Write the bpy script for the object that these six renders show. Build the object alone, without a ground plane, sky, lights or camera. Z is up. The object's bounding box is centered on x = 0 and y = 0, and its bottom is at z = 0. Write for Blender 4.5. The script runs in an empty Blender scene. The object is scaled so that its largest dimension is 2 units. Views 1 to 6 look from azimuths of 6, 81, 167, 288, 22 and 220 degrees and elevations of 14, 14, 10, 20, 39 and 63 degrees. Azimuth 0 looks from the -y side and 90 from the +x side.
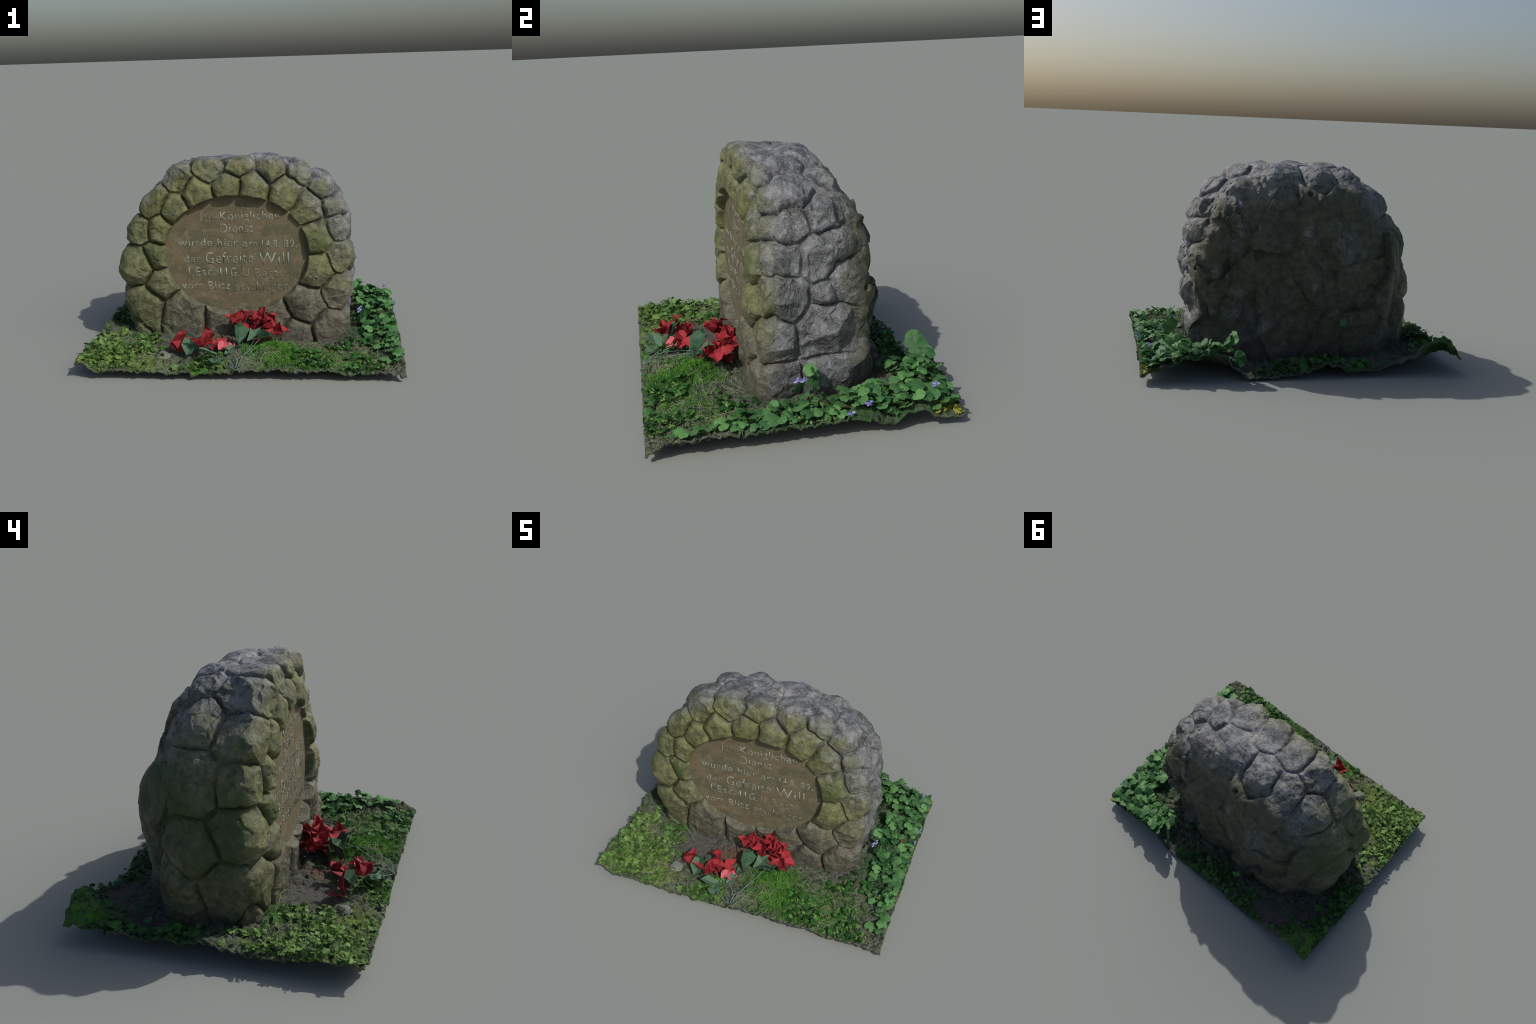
import bpy, math, random
import numpy as np
from mathutils import Vector, Matrix, Euler

rng = np.random.default_rng(7)
random.seed(7)
scene = bpy.context.scene


# ---------------------------------------------------------------- noise tools
def _hash(ix, iy, iz, seed):
    n = (ix * 374761393 + iy * 668265263 + iz * 2147483647 + seed * 1274126177) & 0xFFFFFFFF
    n = ((n ^ (n >> 13)) * 1274126177) & 0xFFFFFFFF
    n = ((n ^ (n >> 16)) * 2246822519) & 0xFFFFFFFF
    return ((n ^ (n >> 15)) & 0xFFFFFF) / float(0xFFFFFF)


def noise(p, seed=0):
    """smooth value noise in -1..1 for an (n,3) array"""
    f = np.floor(p).astype(np.int64)
    t = p - f
    t = t * t * t * (t * (t * 6 - 15) + 10)
    out = 0
    for dx in (0, 1):
        wx = t[:, 0] if dx else 1 - t[:, 0]
        for dy in (0, 1):
            wy = t[:, 1] if dy else 1 - t[:, 1]
            for dz in (0, 1):
                wz = t[:, 2] if dz else 1 - t[:, 2]
                out = out + wx * wy * wz * _hash(f[:, 0] + dx, f[:, 1] + dy, f[:, 2] + dz, seed)
    return out * 2 - 1


def fbm(p, octaves=4, seed=0, gain=0.5):
    a, s, tot = 1.0, 0.0, 0.0
    for o in range(octaves):
        s = s + a * noise(p * 2 ** o + 13.7 * o, seed + o)
        tot += a
        a *= gain
    return s / tot


def cells(p, seed=0):
    """distance to nearest and second nearest jittered cell centre, plus a random facet slope at the nearest"""
    f = np.floor(p).astype(np.int64)
    d1 = np.full(len(p), 9.0)
    d2 = np.full(len(p), 9.0)
    tilt = np.zeros(len(p))
    for dx in (-1, 0, 1):
        for dy in (-1, 0, 1):
            for dz in (-1, 0, 1):
                c = f + np.array([dx, dy, dz])
                q = np.stack([c[:, i] + _hash(c[:, 0], c[:, 1], c[:, 2], seed + 11 * i) for i in range(3)], 1)
                v = p - q
                d = np.sqrt((v * v).sum(1))
                g = np.stack([_hash(c[:, 0], c[:, 1], c[:, 2], seed + 50 + 7 * i) * 2 - 1 for i in range(3)], 1)
                tl = (g * v).sum(1)
                near = d < d1
                d2 = np.where(near, d1, np.minimum(d2, d))
                tilt = np.where(near, tl, tilt)
                d1 = np.where(near, d, d1)
    return d1, d2, tilt


def smooth(a, b, x):
    t = np.clip((x - a) / (b - a), 0, 1)
    return t * t * (3 - 2 * t)


# ---------------------------------------------------------------- ground heights
GROUND = [
    # front edge
    (-.98, -.75, .11), (-.84, -.75, .055), (-.61, -.75, .066), (-.36, -.75, .055), (-.09, -.75, .056), (.17, -.75, .068), (.42, -.75, .064), (.72, -.75, .056), (1, -.75, .05),
    # right edge
    (1, -.62, .087), (1, -.41, .1), (1, -.25, .1), (1, 0, .1), (1, .18, .1), (1, .26, .08), (1, .39, .065), (1, .51, .1), (1, .63, .065), (1, .74, .055),
    # back edge
    (.93, .75, .08), (.85, .75, .115), (.69, .75, .156), (.59, .75, .18), (.51, .74, .17), (.44, .75, .07), (.35, .75, .012), (.24, .75, .01), (.13, .75, .037),
    (-.03, .75, .064), (-.13, .75, .087), (-.3, .75, .045), (-.4, .75, .045), (-.57, .75, .086), (-.66, .75, .121), (-.76, .75, .20), (-.86, .75, .235), (-.94, .75, .17), (-1, .75, .095),
    # left edge
    (-1, .62, .12), (-1, .43, .1), (-1, .19, .11), (-1, 0, .125), (-1, -.12, .11), (-1, -.22, .09), (-1, -.32, .085), (-1, -.44, .1), (-1, -.6, .1), (-1, -.68, .12),
    # along the foot of the stone
    (-.75, -.24, .10), (-.56, -.23, .11), (-.38, -.23, .105), (-.21, -.23, .12), (0, -.25, .09), (.25, -.22, .08), (.42, -.2, .06), (.6, -.2, .06),
    (.68, 0, .08), (.68, .2, .08), (.66, .35, .08), (.6, .47, .08), (.5, .58, .085), (.41, .53, .055), (.19, .56, .055), (0, .57, .06), (-.24, .57, .05), (-.44, .58, .06), (-.6, .57, .055),
    (-.8, .35, .055), (-.82, .2, .07), (-.82, 0, .085), (-.81, -.15, .095),
    # open ground
    (-.635, -.38, .095), (-.48, -.55, .085), (-.8, -.4, .09), (.22, -.53, .13), (.61, -.34, .05), (-.94, -.51, .135), (0, -.6, .10), (.4, -.45, .085), (.6, -.55, .08), (.8, -.3, .06), (.9, -.15, .09), (.85, .1, .085),
    (.85, .4, .115), (.75, .6, .155), (.94, .3, .13), (.92, .6, .12), (.3, .65, .04), (-.3, .65, .055), (-.5, .66, .05), (-.7, .62, .065), (-.75, .5, .055), (-.92, .68, .225), (-.88, .4, .06), (-.9, .15, .08), (-.9, -.25, .105), (.9, -.6, .06), (-.3, -.55, .085),
]
_G = np.array(GROUND)


def ground_base(x, y):
    x = np.asarray(x, float)
    y = np.asarray(y, float)
    d2 = (x[..., None] - _G[:, 0]) ** 2 + (y[..., None] - _G[:, 1]) ** 2
    w = 1 / (d2 + 0.0012) ** 1.9
    return (w * _G[:, 2]).sum(-1) / w.sum(-1)


def blob(x, y, cx, cy, r):
    return np.clip(1 - ((x - cx) ** 2 + (y - cy) ** 2) / (r * r), 0, 1)


def ground_h(x, y):
    x = np.atleast_1d(np.asarray(x, float))
    y = np.atleast_1d(np.asarray(y, float))
    p = np.stack([x, y, np.zeros_like(x)], 1)
    h = ground_base(x, y)
    calm = 1 - 0.75 * blob(x, y, -.45, -.36, .28) - 0.6 * blob(x, y, -.55, .66, .3) - 0.5 * blob(x, y, .55, -.32, .2)
    moss = blob(x, y, .25, -.52, .3) + blob(x, y, -.8, -.5, .35)
    h = h + calm * (0.022 * fbm(p * 9, 3, 5) + 0.007 * fbm(p * 38, 2, 9))
    d1, d2, tilt = cells(p * 26, 21)
    h = h + calm * (0.017 * tilt - 0.006 * smooth(0.25, 0.0, d2 - d1))
    h = h + moss * 0.006 * (noise(p * 70, 3) + 0.6)
    return h


# ---------------------------------------------------------------- stone body (rounded arch with a sloping back)
CX, CZ = -0.07, 0.45
ARCH = [(-.70, -.234), (-.77, .012), (-.804, .222), (-.829, .391), (-.831, .548), (-.816, .659), (-.793, .765), (-.758, .865), (-.70, .957), (-.565, 1.097), (-.451, 1.212), (-.305, 1.271),
        (-.12, 1.277), (.10, 1.272), (.272, 1.271), (.418, 1.203), (.54, 1.12), (.629, 1.028), (.684, .903), (.697, .749), (.709, .52), (.697, .341), (.664, .114), (.519, -.172)]
_a = np.array(ARCH)
_th = np.arctan2(_a[:, 0] - CX, -(_a[:, 1] - CZ))
_o = np.argsort(_th)
_th = _th[_o]
_r = np.hypot(_a[:, 0] - CX, _a[:, 1] - CZ)[_o]
BACK_Z = [-.3, .1, .36, .55, .78, .9, 1.02, 1.12, 1.2, 1.3, 1.5]
BACK_Y = [.481, .478, .458, .477, .448, .42, .411, .393, .38, .277, .012]


def panel_plane(x, z):
    return -0.158 + 0.042 * x + 0.03 * (z - 0.65)


def smax(a, b, k):
    h = np.clip(0.5 + 0.5 * (a - b) / k, 0, 1)
    return b + (a - b) * h + k * h * (1 - h)


FRONT_OUT = 0.055


def body(p):
    x, y, z = p[..., 0], p[..., 1], p[..., 2]
    th = np.arctan2(x - CX, -(z - CZ))
    depth = np.clip(y, 0, .6)
    arch = np.hypot(x - CX, z - CZ) - np.interp(th, _th, _r, period=2 * np.pi) * (1 + .2 * depth ** 2)
    # the front leans back a little towards the left rim and the right shoulder
    front = panel_plane(x, z) - FRONT_OUT - y
    front = front + .045 * np.clip((-.35 - x) / .4, 0, 1) ** 1.5 + .011 * np.clip((x - .2) / .5, 0, 2) + .076 * np.clip(x / .6, 0, 1) * np.clip((z - .7) / .4, 0, 1)
    front = front + .022 * np.clip((x - .5) / .15, 0, 1) * np.clip((z - .25) / .15, 0, 1)
    yb = np.interp(z, BACK_Z, BACK_Y) - .023 * np.clip((-.1 - x) / .7, 0, 2) ** 2.5 + .034 * np.clip(x / .7, 0, 2) ** 2.5
    back = (y - yb) * .85
    return smax(smax(arch, back, .385), front, .14)


# oval panel: centre, half axes
OVAL_X, OVAL_Z, OVAL_A, OVAL_B = -0.052, 0.645, 0.458, 0.372

# each stone: centre points on the surface, spread, height factor
STONES = [
    ([(-.74, -.22, .17)], .04, .6), ([(-.66, -.22, .32), (-.80, -.06, .30), (-.70, -.2, .26)], .09, 1), ([(-.42, -.22, .25)], .10, 1), ([(-.15, -.21, .24)], .07, .9), ([(.02, -.2, .275)], .04, .6),
    ([(.18, -.2, .23)], .07, .9), ([(.34, -.19, .12)], .055, .8), ([(.55, -.19, .16), (.67, -.11, .15)], .08, 1), ([(.40, -.19, .31)], .095, 1), ([(.60, -.18, .38), (.70, -.12, .39)], .08, 1.1),
    ([(.47, -.18, .515)], .085, 1), ([(.62, -.17, .61), (.71, -.02, .62)], .07, 1.1), ([(.47, -.17, .74)], .085, 1), ([(.61, -.16, .80), (.70, .01, .79)], .06, 1.1), ([(.42, -.17, .94)], .09, 1),
    ([(.57, -.15, .95), (.65, .03, .95)], .06, 1.1), ([(.52, -.14, 1.07), (.52, .05, 1.12)], .07, 1.1), ([(.38, -.13, 1.17), (.36, .05, 1.21)], .06, 1.1), ([(.19, -.16, 1.18), (.19, -.04, 1.26)], .08, 1.1),
    ([(-.01, -.17, 1.22), (-.04, -.02, 1.27)], .07, 1.1), ([(-.21, -.17, 1.19), (-.24, -.03, 1.26)], .085, 1.1), ([(-.42, -.17, 1.14), (-.44, -.03, 1.19)], .08, 1.1), ([(-.60, -.19, 1.00), (-.63, -.08, 1.02)], .085, 1.1),
    ([(-.69, -.21, .82), (-.76, -.08, .82)], .08, 1.1), ([(-.71, -.22, .57), (-.84, -.09, .59)], .095, 1.1), ([(-.45, -.2, .945)], .07, 1), ([(-.28, -.19, 1.045)], .085, 1), ([(-.11, -.18, 1.09)], .075, 1),
    ([(.08, -.18, 1.07)], .08, 1), ([(.27, -.17, 1.03)], .09, 1), ([(-.56, -.21, .81)], .075, 1), ([(-.585, -.22, .64)], .075, 1), ([(-.555, -.22, .45)], .085, 1),
    # right flank
    ([(.38, .27, 1.12)], .09, 1), ([(.62, .22, .99)], .08, 1), ([(.70, .14, .79), (.67, .27, .87)], .08, 1), ([(.71, .19, .60)], .04, .9), ([(.68, .32, .66)], .09, .9), ([(.71, .20, .42)], .12, 1.1), ([(.69, .2, .17)], .09, .8),
    # back row of the crown
    ([(.13, .19, 1.19), (.06, .22, 1.17)], .11, 1), ([(-.15, .21, 1.18)], .10, 1), ([(-.35, .19, 1.17)], .08, 1), ([(-.56, .16, 1.07)], .09, 1), ([(.52, .36, .94)], .05, .8),
    # left flank
    ([(-.77, .14, .80), (-.72, .25, .80)], .12, 1), ([(-.85, .14, .50)], .11, 1), ([(-.83, .28, .24)], .11, .8),
]
BACK = len(STONES)
BACK_POINTS = [(-.45, .5, .72), (-.1, .5, .8), (.25, .46, .8), (.5, .40, .6), (.5, .42, .25), (.1, .56, .4), (-.3, .58, .4), (-.62, .5, .3), (-.62, .42, .7), (.1, .4, 1.0), (-.3, .42, .98), (.4, .4, .9), (.25, .5, .2), (-.2, .57, .15)]


def build_stone_surface():
    n = 250
    t = np.tan(np.linspace(-1, 1, n + 1) * math.pi / 4)
    U, V = np.meshgrid(t, t, indexing="ij")
    one = np.ones_like(U)
    sides = [(one, U, V), (-one, -U, V), (-U, one, V), (U, -one, V), (U, V, one), (-U, V, -one)]
    pts, quads = [], []
    idx = np.arange((n + 1) ** 2).reshape(n + 1, n + 1)
    q = np.stack([idx[:-1, :-1], idx[1:, :-1], idx[1:, 1:], idx[:-1, 1:]], -1).reshape(-1, 4)
    for k, s in enumerate(sides):
        pts.append(np.stack(s, -1).reshape(-1, 3))
        quads.append(q + k * (n + 1) ** 2)
    P = np.concatenate(pts)
    P /= np.linalg.norm(P, axis=1)[:, None]
    Q = np.concatenate(quads)
    key = np.round(P * 1e5).astype(np.int64)
    _, first, inv = np.unique(key, axis=0, return_index=True, return_inverse=True)
    P = P[first]
    Q = inv.reshape(-1)[Q]
    # shoot from the middle through a stretched sphere to the body surface
    c = np.array([-.07, .15, .5])
    D = P * np.array([.95, .52, .85])
    D /= np.linalg.norm(D, axis=1)[:, None]
    lo, hi = np.zeros(len(D)), np.full(len(D), 1.6)
    for _ in range(26):
        m = (lo + hi) / 2
        ins = body(c + D * m[:, None]) < 0
        lo, hi = np.where(ins, m, lo), np.where(ins, hi, m)
    S = c + D * lo[:, None]
    e = 0.004
    N = np.stack([body(S + np.eye(3)[i] * e) - body(S - np.eye(3)[i] * e) for i in range(3)], 1)
    N /= np.linalg.norm(N, axis=1)[:, None]
    return S, N, Q


def displace_stone(S, N):
    n = len(S)
    W = S + 0.015 * np.stack([fbm(S * 6, 2, 31 + i) for i in range(3)], 1) + 0.006 * np.stack([noise(S * 30, 41 + i) for i in range(3)], 1)
    best = np.full(n, 9.0)
    second = np.full(n, 9.0)
    label = np.zeros(n, int)
    for i, (pts, r, _) in enumerate(STONES):
        d = np.full(n, 9.0)
        for q in pts:
            d = np.minimum(d, np.sqrt(((W - np.array(q)) ** 2).sum(1)) - r)
        near = d < best
        second = np.where(near, best, np.minimum(second, d))
        label = np.where(near, i, label)
        best = np.where(near, d, best)
    dback = np.full(n, 9.0)
    for q in BACK_POINTS:
        dback = np.minimum(dback, np.sqrt(((W - np.array(q)) ** 2).sum(1)) - .13)
    b = (second - best) * 0.5                      # half way to the neighbouring stone
    bb = (dback - best) * 0.5                      # and to the rock face
    r2 = np.random.default_rng(3)
    height = np.zeros(n)
    A = 0.062
    for i in range(len(STONES)):
        m = np.where((label == i) & (bb > -.12))[0]
        if not len(m):
            continue
        pts, rad, fac = STONES[i]
        c = np.mean(np.array(pts), 0)
        L = S[m] - c
        nm = N[m].mean(0)
        nm /= np.linalg.norm(nm) + 1e-9
        size = np.sqrt((L * L).sum(1))[bb[m] > 0].max() + 1e-6 if (bb[m] > 0).any() else .1
        # boulders overhang downwards: steep lower edges, gently sunk upper ones
        lean = np.array([-.45, 0, -.85])
        if c[1] < -.1 and c[2] > .42:              # ring stones lap over one another towards the panel
            rad_dir = np.array([OVAL_X - c[0], 0, OVAL_Z - c[2]])
            lean = .65 * rad_dir / np.linalg.norm(rad_dir) + .5 * lean
            lean /= np.linalg.norm(lean)
        down = np.clip((L @ lean) / size, -1, 1)
        flat = smooth(-.6, -.9, N[m, 1])            # the ring stones round the panel are flatter, like scales
        w = (.070 - .046 * down) * (1 - .35 * flat)
        t = np.clip((b[m] - .004) / w, 0, 1)
        dome = np.sqrt(np.clip(1 - (1 - t) ** 2, 0, 1)) * 0.76 + 0.24 * np.clip(b[m] / 0.13, 0, 1) + (.26 + .16 * flat) * down * t
        # chipped facets: random cutting planes through the dome
        for k in range(13):
            dr = r2.normal(size=3)
            dr -= nm * (dr @ nm)
            dr /= np.linalg.norm(dr)
            slope = r2.uniform(.3, 2.0)
            off = r2.uniform(.74, 1.2) + slope * 0.16
            dome = np.minimum(dome, off - slope * (L @ dr) / size)
        dome = np.maximum(dome, np.minimum(t * 1.2, .3)) + r2.uniform(-.16, .14) * t + t * (L @ r2.normal(size=3)) / size * .12
        height[m] = A * fac * dome + A * (1.05 - fac) * 0.5
    # rock face at the back: broad lumps and shallow hollows; the stones sink into it without a joint
    d1, d2, tl = cells(W * np.array([3.8, 3.4, 2.8]), 77)
    face = .72 * A + .003 + .052 * fbm(S * np.array([4.0, 3, 2.4]) + 5, 3, 61, .5) + .06 * np.clip(tl, -.6, .6)
    face += .055 * np.exp(-((S[:, 0] + .22) / .27) ** 2 - ((S[:, 2] - .36) / .27) ** 2)
    ridge = np.abs(fbm(S * np.array([3.4, 2, 1.6]) + 9, 3, 66))
    face -= .020 * smooth(.26, 0, ridge)
    face -= .045 * smooth(-.52, -.72, S[:, 0]) + .018 * np.exp(-((S[:, 0] + .02) / .13) ** 2 - ((S[:, 2] - .62) / .3) ** 2)
    face += .024 * np.exp(-((S[:, 0] + .38) / .22) ** 2 - ((S[:, 2] - .45) / .3) ** 2) - .03 * np.exp(-((S[:, 0] - .42) / .16) ** 2 - ((S[:, 2] - .62) / .2) ** 2) - .016 * smooth(.8, 1.0, S[:, 2])
    k = smooth(.055, -.03, bb)
    height = height * (1 - k) + face * k
    label = np.where(bb < .012, BACK, label)
    # the rear row of the crown stands higher, the low right rear boulder bulges, the left rear foot draws in
    height += .028 * np.exp(-((S[:, 1] - .10) / .09) ** 2) * smooth(1.14, 1.22, S[:, 2]) * smooth(.45, .25, np.abs(S[:, 0] + .05))
    height += .018 * np.exp(-((S[:, 0] - .63) / .14) ** 2 - ((S[:, 1] - .36) / .13) ** 2 - ((S[:, 2] - .25) / .2) ** 2)
    height -= .022 * np.exp(-((S[:, 0] + .74) / .16) ** 2 - ((S[:, 1] - .34) / .16) ** 2 - ((S[:, 2] - .16) / .17) ** 2)
    height += .018 * np.exp(-((S[:, 0] + .82) / .12) ** 2 - ((S[:, 1] - .12) / .14) ** 2 - ((S[:, 2] - .3) / .2) ** 2)
    height -= .016 * np.exp(-((S[:, 0] + .76) / .14) ** 2 - ((S[:, 1] - .36) / .14) ** 2 - ((S[:, 2] - .75) / .3) ** 2)
    height += .006 * np.exp(-((S[:, 0] + .62) / .12) ** 2 - ((S[:, 1] - .2) / .12) ** 2 - ((S[:, 2] - 1.03) / .12) ** 2)
    # chisel marks on everything
    d1, d2, tl = cells(W * 11, 91)
    e1, e2, tl2 = cells(W * 24, 95)
    inner = np.clip(b / .03, 0, 1) * (1 - k) + .45 * k
    height += (.006 * np.clip(tl, -.8, .8) + .004 * np.clip(tl2, -.8, .8)) * inner + .004 * fbm(S * 22, 3, 71)
    # the oval recess
    x, z = S[:, 0], S[:, 2]
    rho = np.hypot((x - OVAL_X) / OVAL_A, (z - OVAL_Z) / OVAL_B)
    out = (rho - 1.02) * .41
    ang = np.arctan2(z - OVAL_Z, x - OVAL_X)
    steep = smooth(-.5, .6, np.sin(ang) * .8 + np.cos(ang) * .6)
    w = .055 - .030 * steep
    facing = N[:, 1] < -.75
    t = np.clip(out / w, 0, 1)
    lim = np.sqrt(np.clip(1 - (1 - t) ** 2, 0, 1)) * (A * 1.2) + .004
    height = np.where(facing, np.minimum(height, np.where(out > 0, lim, -.02)), height)
    # the sill stones under the panel lie back
    height -= .018 * smooth(-.12, -.17, S[:, 1]) * smooth(.36, .2, S[:, 2]) * smooth(.45, .3, S[:, 0])
    # small drill holes
    for hx, hy, hz, hr in ((.638, .373, .61, .014), (-.063, .357, 1.073, .02), (-.297, .311, 1.067, .018), (.22, .33, 1.08, .015)):
        d = np.sqrt(((S - np.array([hx, hy, hz])) ** 2).sum(1))
        height -= .05 * smooth(hr * 1.5, hr * .5, d)
    out = S + N * (height - .045)[:, None]
    out[:, 2] -= .5 * np.clip(out[:, 2] - 1.24, 0, 1)
    return out, label


# ---------------------------------------------------------------- materials
def new_mat(name):
    m = bpy.data.materials.new(name)
    m.use_nodes = True
    nt = m.node_tree
    bs = nt.nodes["Principled BSDF"]
    return m, nt, bs


class G:
    """small helper for node graphs"""

    def __init__(self, nt):
        self.nt = nt
        self.co = nt.nodes.new("ShaderNodeTexCoord").outputs["Object"]

    def val(self, sock, v):
        if isinstance(v, bpy.types.NodeSocket):
            self.nt.links.new(v, sock)
        else:
            sock.default_value = v

    def noise(self, scale, detail=4, rough=.55, dist=0, vec=None):
        n = self.nt.nodes.new("ShaderNodeTexNoise")
        n.inputs["Scale"].default_value = scale
        n.inputs["Detail"].default_value = detail
        n.inputs["Roughness"].default_value = rough
        n.inputs["Distortion"].default_value = dist
        self.nt.links.new(vec or self.co, n.inputs["Vector"])
        return n.outputs["Fac"]

    def voronoi(self, scale, out="Distance", feature="F1", vec=None):
        n = self.nt.nodes.new("ShaderNodeTexVoronoi")
        n.feature = feature
        n.inputs["Scale"].default_value = scale
        self.nt.links.new(vec or self.co, n.inputs["Vector"])
        return n.outputs[out]

    def ramp(self, f, a, b):
        n = self.nt.nodes.new("ShaderNodeMapRange")
        n.interpolation_type = "SMOOTHSTEP"
        self.val(n.inputs["Value"], f)
        n.inputs["From Min"].default_value = a
        n.inputs["From Max"].default_value = b
        return n.outputs["Result"]

    def math(self, op, a, b=0.0, c=0.0):
        n = self.nt.nodes.new("ShaderNodeMath")
        n.operation = op
        self.val(n.inputs[0], a)
        self.val(n.inputs[1], b)
        self.val(n.inputs[2], c)
        return n.outputs[0]

    def mix(self, f, a, b, blend="MIX"):
        n = self.nt.nodes.new("ShaderNodeMix")
        n.data_type = "RGBA"
        n.blend_type = blend
        self.val(n.inputs["Factor"], f)
        for s, v in ((n.inputs[6], a), (n.inputs[7], b)):
            self.val(s, v if isinstance(v, bpy.types.NodeSocket) else (*v, 1) if len(v) == 3 else v)
        return n.outputs[2]

    def xyz(self):
        n = self.nt.nodes.new("ShaderNodeSeparateXYZ")
        self.nt.links.new(self.co, n.inputs[0])
        return n.outputs

    def spot(self, x, y, z, r, soft=.5, wob=None):
        """1 inside a sphere round a point, fading out"""
        n = self.nt.nodes.new("ShaderNodeVectorMath")
        n.operation = "DISTANCE"
        self.nt.links.new(self.co, n.inputs[0])
        n.inputs[1].default_value = (x, y, z)
        d = n.outputs["Value"]
        if wob is not None:
            d = self.math("ADD", d, self.math("MULTIPLY_ADD", wob, r * .9, -r * .45))
        return self.ramp(d, r, r * soft)

    def bump(self, h, strength, dist, bs):
        n = self.nt.nodes.new("ShaderNodeBump")
        n.inputs["Strength"].default_value = strength
        n.inputs["Distance"].default_value = dist
        self.nt.links.new(h, n.inputs["Height"])
        self.nt.links.new(n.outputs[0], bs.inputs["Normal"])


def stone_material(name, back=False):
    m, nt, bs = new_mat(name)
    g = G(nt)
    x, y, z = g.xyz()
    grain = g.noise(160, 3, .7)
    mid = g.noise(22, 5, .65)
    big = g.noise(4.5, 4, .6, .4)
    # bare granite, grey with a pinkish cast
    col = g.mix(g.ramp(mid, .3, .72), (.05, .056, .059), (.155, .165, .172))
    col = g.mix(g.math("MULTIPLY", g.ramp(big, .55, .4), .55), col, (.042, .046, .045))
    col = g.mix(g.ramp(grain, .5, .72), col, (.30, .30, .295))
    col = g.mix(g.ramp(grain, .48, .3), col, (.042, .042, .04))
    pink = g.noise(6, 3, .5)
    col = g.mix(g.math("MULTIPLY", g.ramp(pink, .55, .72), .4), col, (.24, .212, .2))
    pale_patch_noise = g.noise(15, 7, .68, .6)
    col = g.mix(g.math("MULTIPLY", g.ramp(pale_patch_noise, .52, .6), .65), col, (.25, .26, .272))  # cool grey, lighter patches of middle size
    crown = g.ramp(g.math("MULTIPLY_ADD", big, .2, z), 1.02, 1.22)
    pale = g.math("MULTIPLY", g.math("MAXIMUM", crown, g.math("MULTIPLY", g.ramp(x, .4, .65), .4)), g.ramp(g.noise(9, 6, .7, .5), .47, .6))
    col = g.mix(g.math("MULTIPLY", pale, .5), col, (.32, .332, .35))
    # greenish film of algae on the front and left; back patches are painted shade
    fr = g.ramp(g.math("MULTIPLY_ADD", big, .3, y), .14, -.06)
    lf = g.math("MULTIPLY", g.ramp(g.math("MULTIPLY_ADD", big, .5, x), -.1, -.5), .9)  # left flank tinted darker, partly for the shade it lies in
    bk = g.math("MULTIPLY", g.ramp(y, .2, .42), g.ramp(big, .25, .5))
    alg = g.math("MAXIMUM", fr, g.math("MAXIMUM", lf, g.math("MULTIPLY", bk, .95)))
    low = g.ramp(g.math("MULTIPLY_ADD", mid, .25, z), .42, .72)       # olive only above the splash zone
    low = g.math("MAXIMUM", low, g.math("MULTIPLY", lf, .9))
    olive = g.mix(g.ramp(mid, .3, .7), (.056, .066, .023), (.165, .172, .064))
    brown = g.mix(g.ramp(mid, .3, .7), (.055, .054, .037), (.135, .128, .09))
    film = g.mix(low, brown, olive)
    film = g.mix(g.ramp(grain, .52, .76), film, (.23, .235, .155))
    film = g.mix(g.math("MULTIPLY", g.ramp(pale_patch_noise, .55, .64), .45), film, (.21, .215, .165))
    film = g.mix(g.math("MULTIPLY", bk, .9), film, g.mix(g.ramp(mid, .3, .7), (.028, .032, .014), (.095, .082, .048)))  # back colour darkened to carry the scan's baked shadow
    col = g.mix(g.math("MULTIPLY", alg, g.ramp(mid, .05, .42)), col, film)
    # vivid moss on the left flank
    w = g.noise(9, 4)
    for s in ((-.84, .0, .47, .24), (-.82, -.05, .68, .22), (-.8, .2, .62, .26), (-.7, .3, .75, .25), (.46, -.2, .72, .12), (-.6, -.22, .66, .11)):
        col = g.mix(g.math("MULTIPLY", g.spot(*s, .2, w), .6), col, (.038, .066, .014))
    # pale lichen crust and dry grass lodged on the crown
    for s in ((.14, -.09, 1.25, .12), (.04, .05, 1.25, .09), (.63, .0, .97, .09)):
        cr = g.math("MULTIPLY", g.spot(*s, .2, w), g.ramp(g.noise(40, 4, .7, 1.2), .52, .62))
        col = g.mix(cr, col, (.44, .40, .31))
    # dark brown band where it enters the soil
    col = g.mix(g.math("MULTIPLY", g.ramp(g.math("MULTIPLY_ADD", mid, .12, z), .26, .13), .55), col, (.07, .06, .05))
    nt.links.new(col, bs.inputs["Base Color"])
    bs.inputs["Roughness"].default_value = .5
    bs.inputs["Specular IOR Level"].default_value = .4
    h = g.math("ADD", g.math("MULTIPLY", g.noise(42, 7, .72), 1.6), g.math("MULTIPLY", grain, .35))
    g.bump(h, .55, .012, bs)
    return m


def panel_color(g):
    grain = g.noise(210, 3, .7)
    mid = g.noise(9, 5, .65, .5)
    col = g.mix(g.ramp(mid, .4, .6), (.088, .086, .05), (.14, .118, .07))
    col = g.mix(g.math("MULTIPLY", g.ramp(g.noise(6, 4, .6, .8), .5, .66), .55), col, (.132, .092, .052))
    col = g.mix(g.math("MULTIPLY", g.ramp(g.noise(14, 4, .6), .55, .68), .6), col, (.2, .17, .11))
    col = g.mix(g.math("MULTIPLY", g.ramp(grain, .5, .72), .7), col, (.235, .195, .135))
    col = g.mix(g.math("MULTIPLY", g.ramp(grain, .48, .3), .75), col, (.062, .052, .035))
    return col, grain


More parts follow.
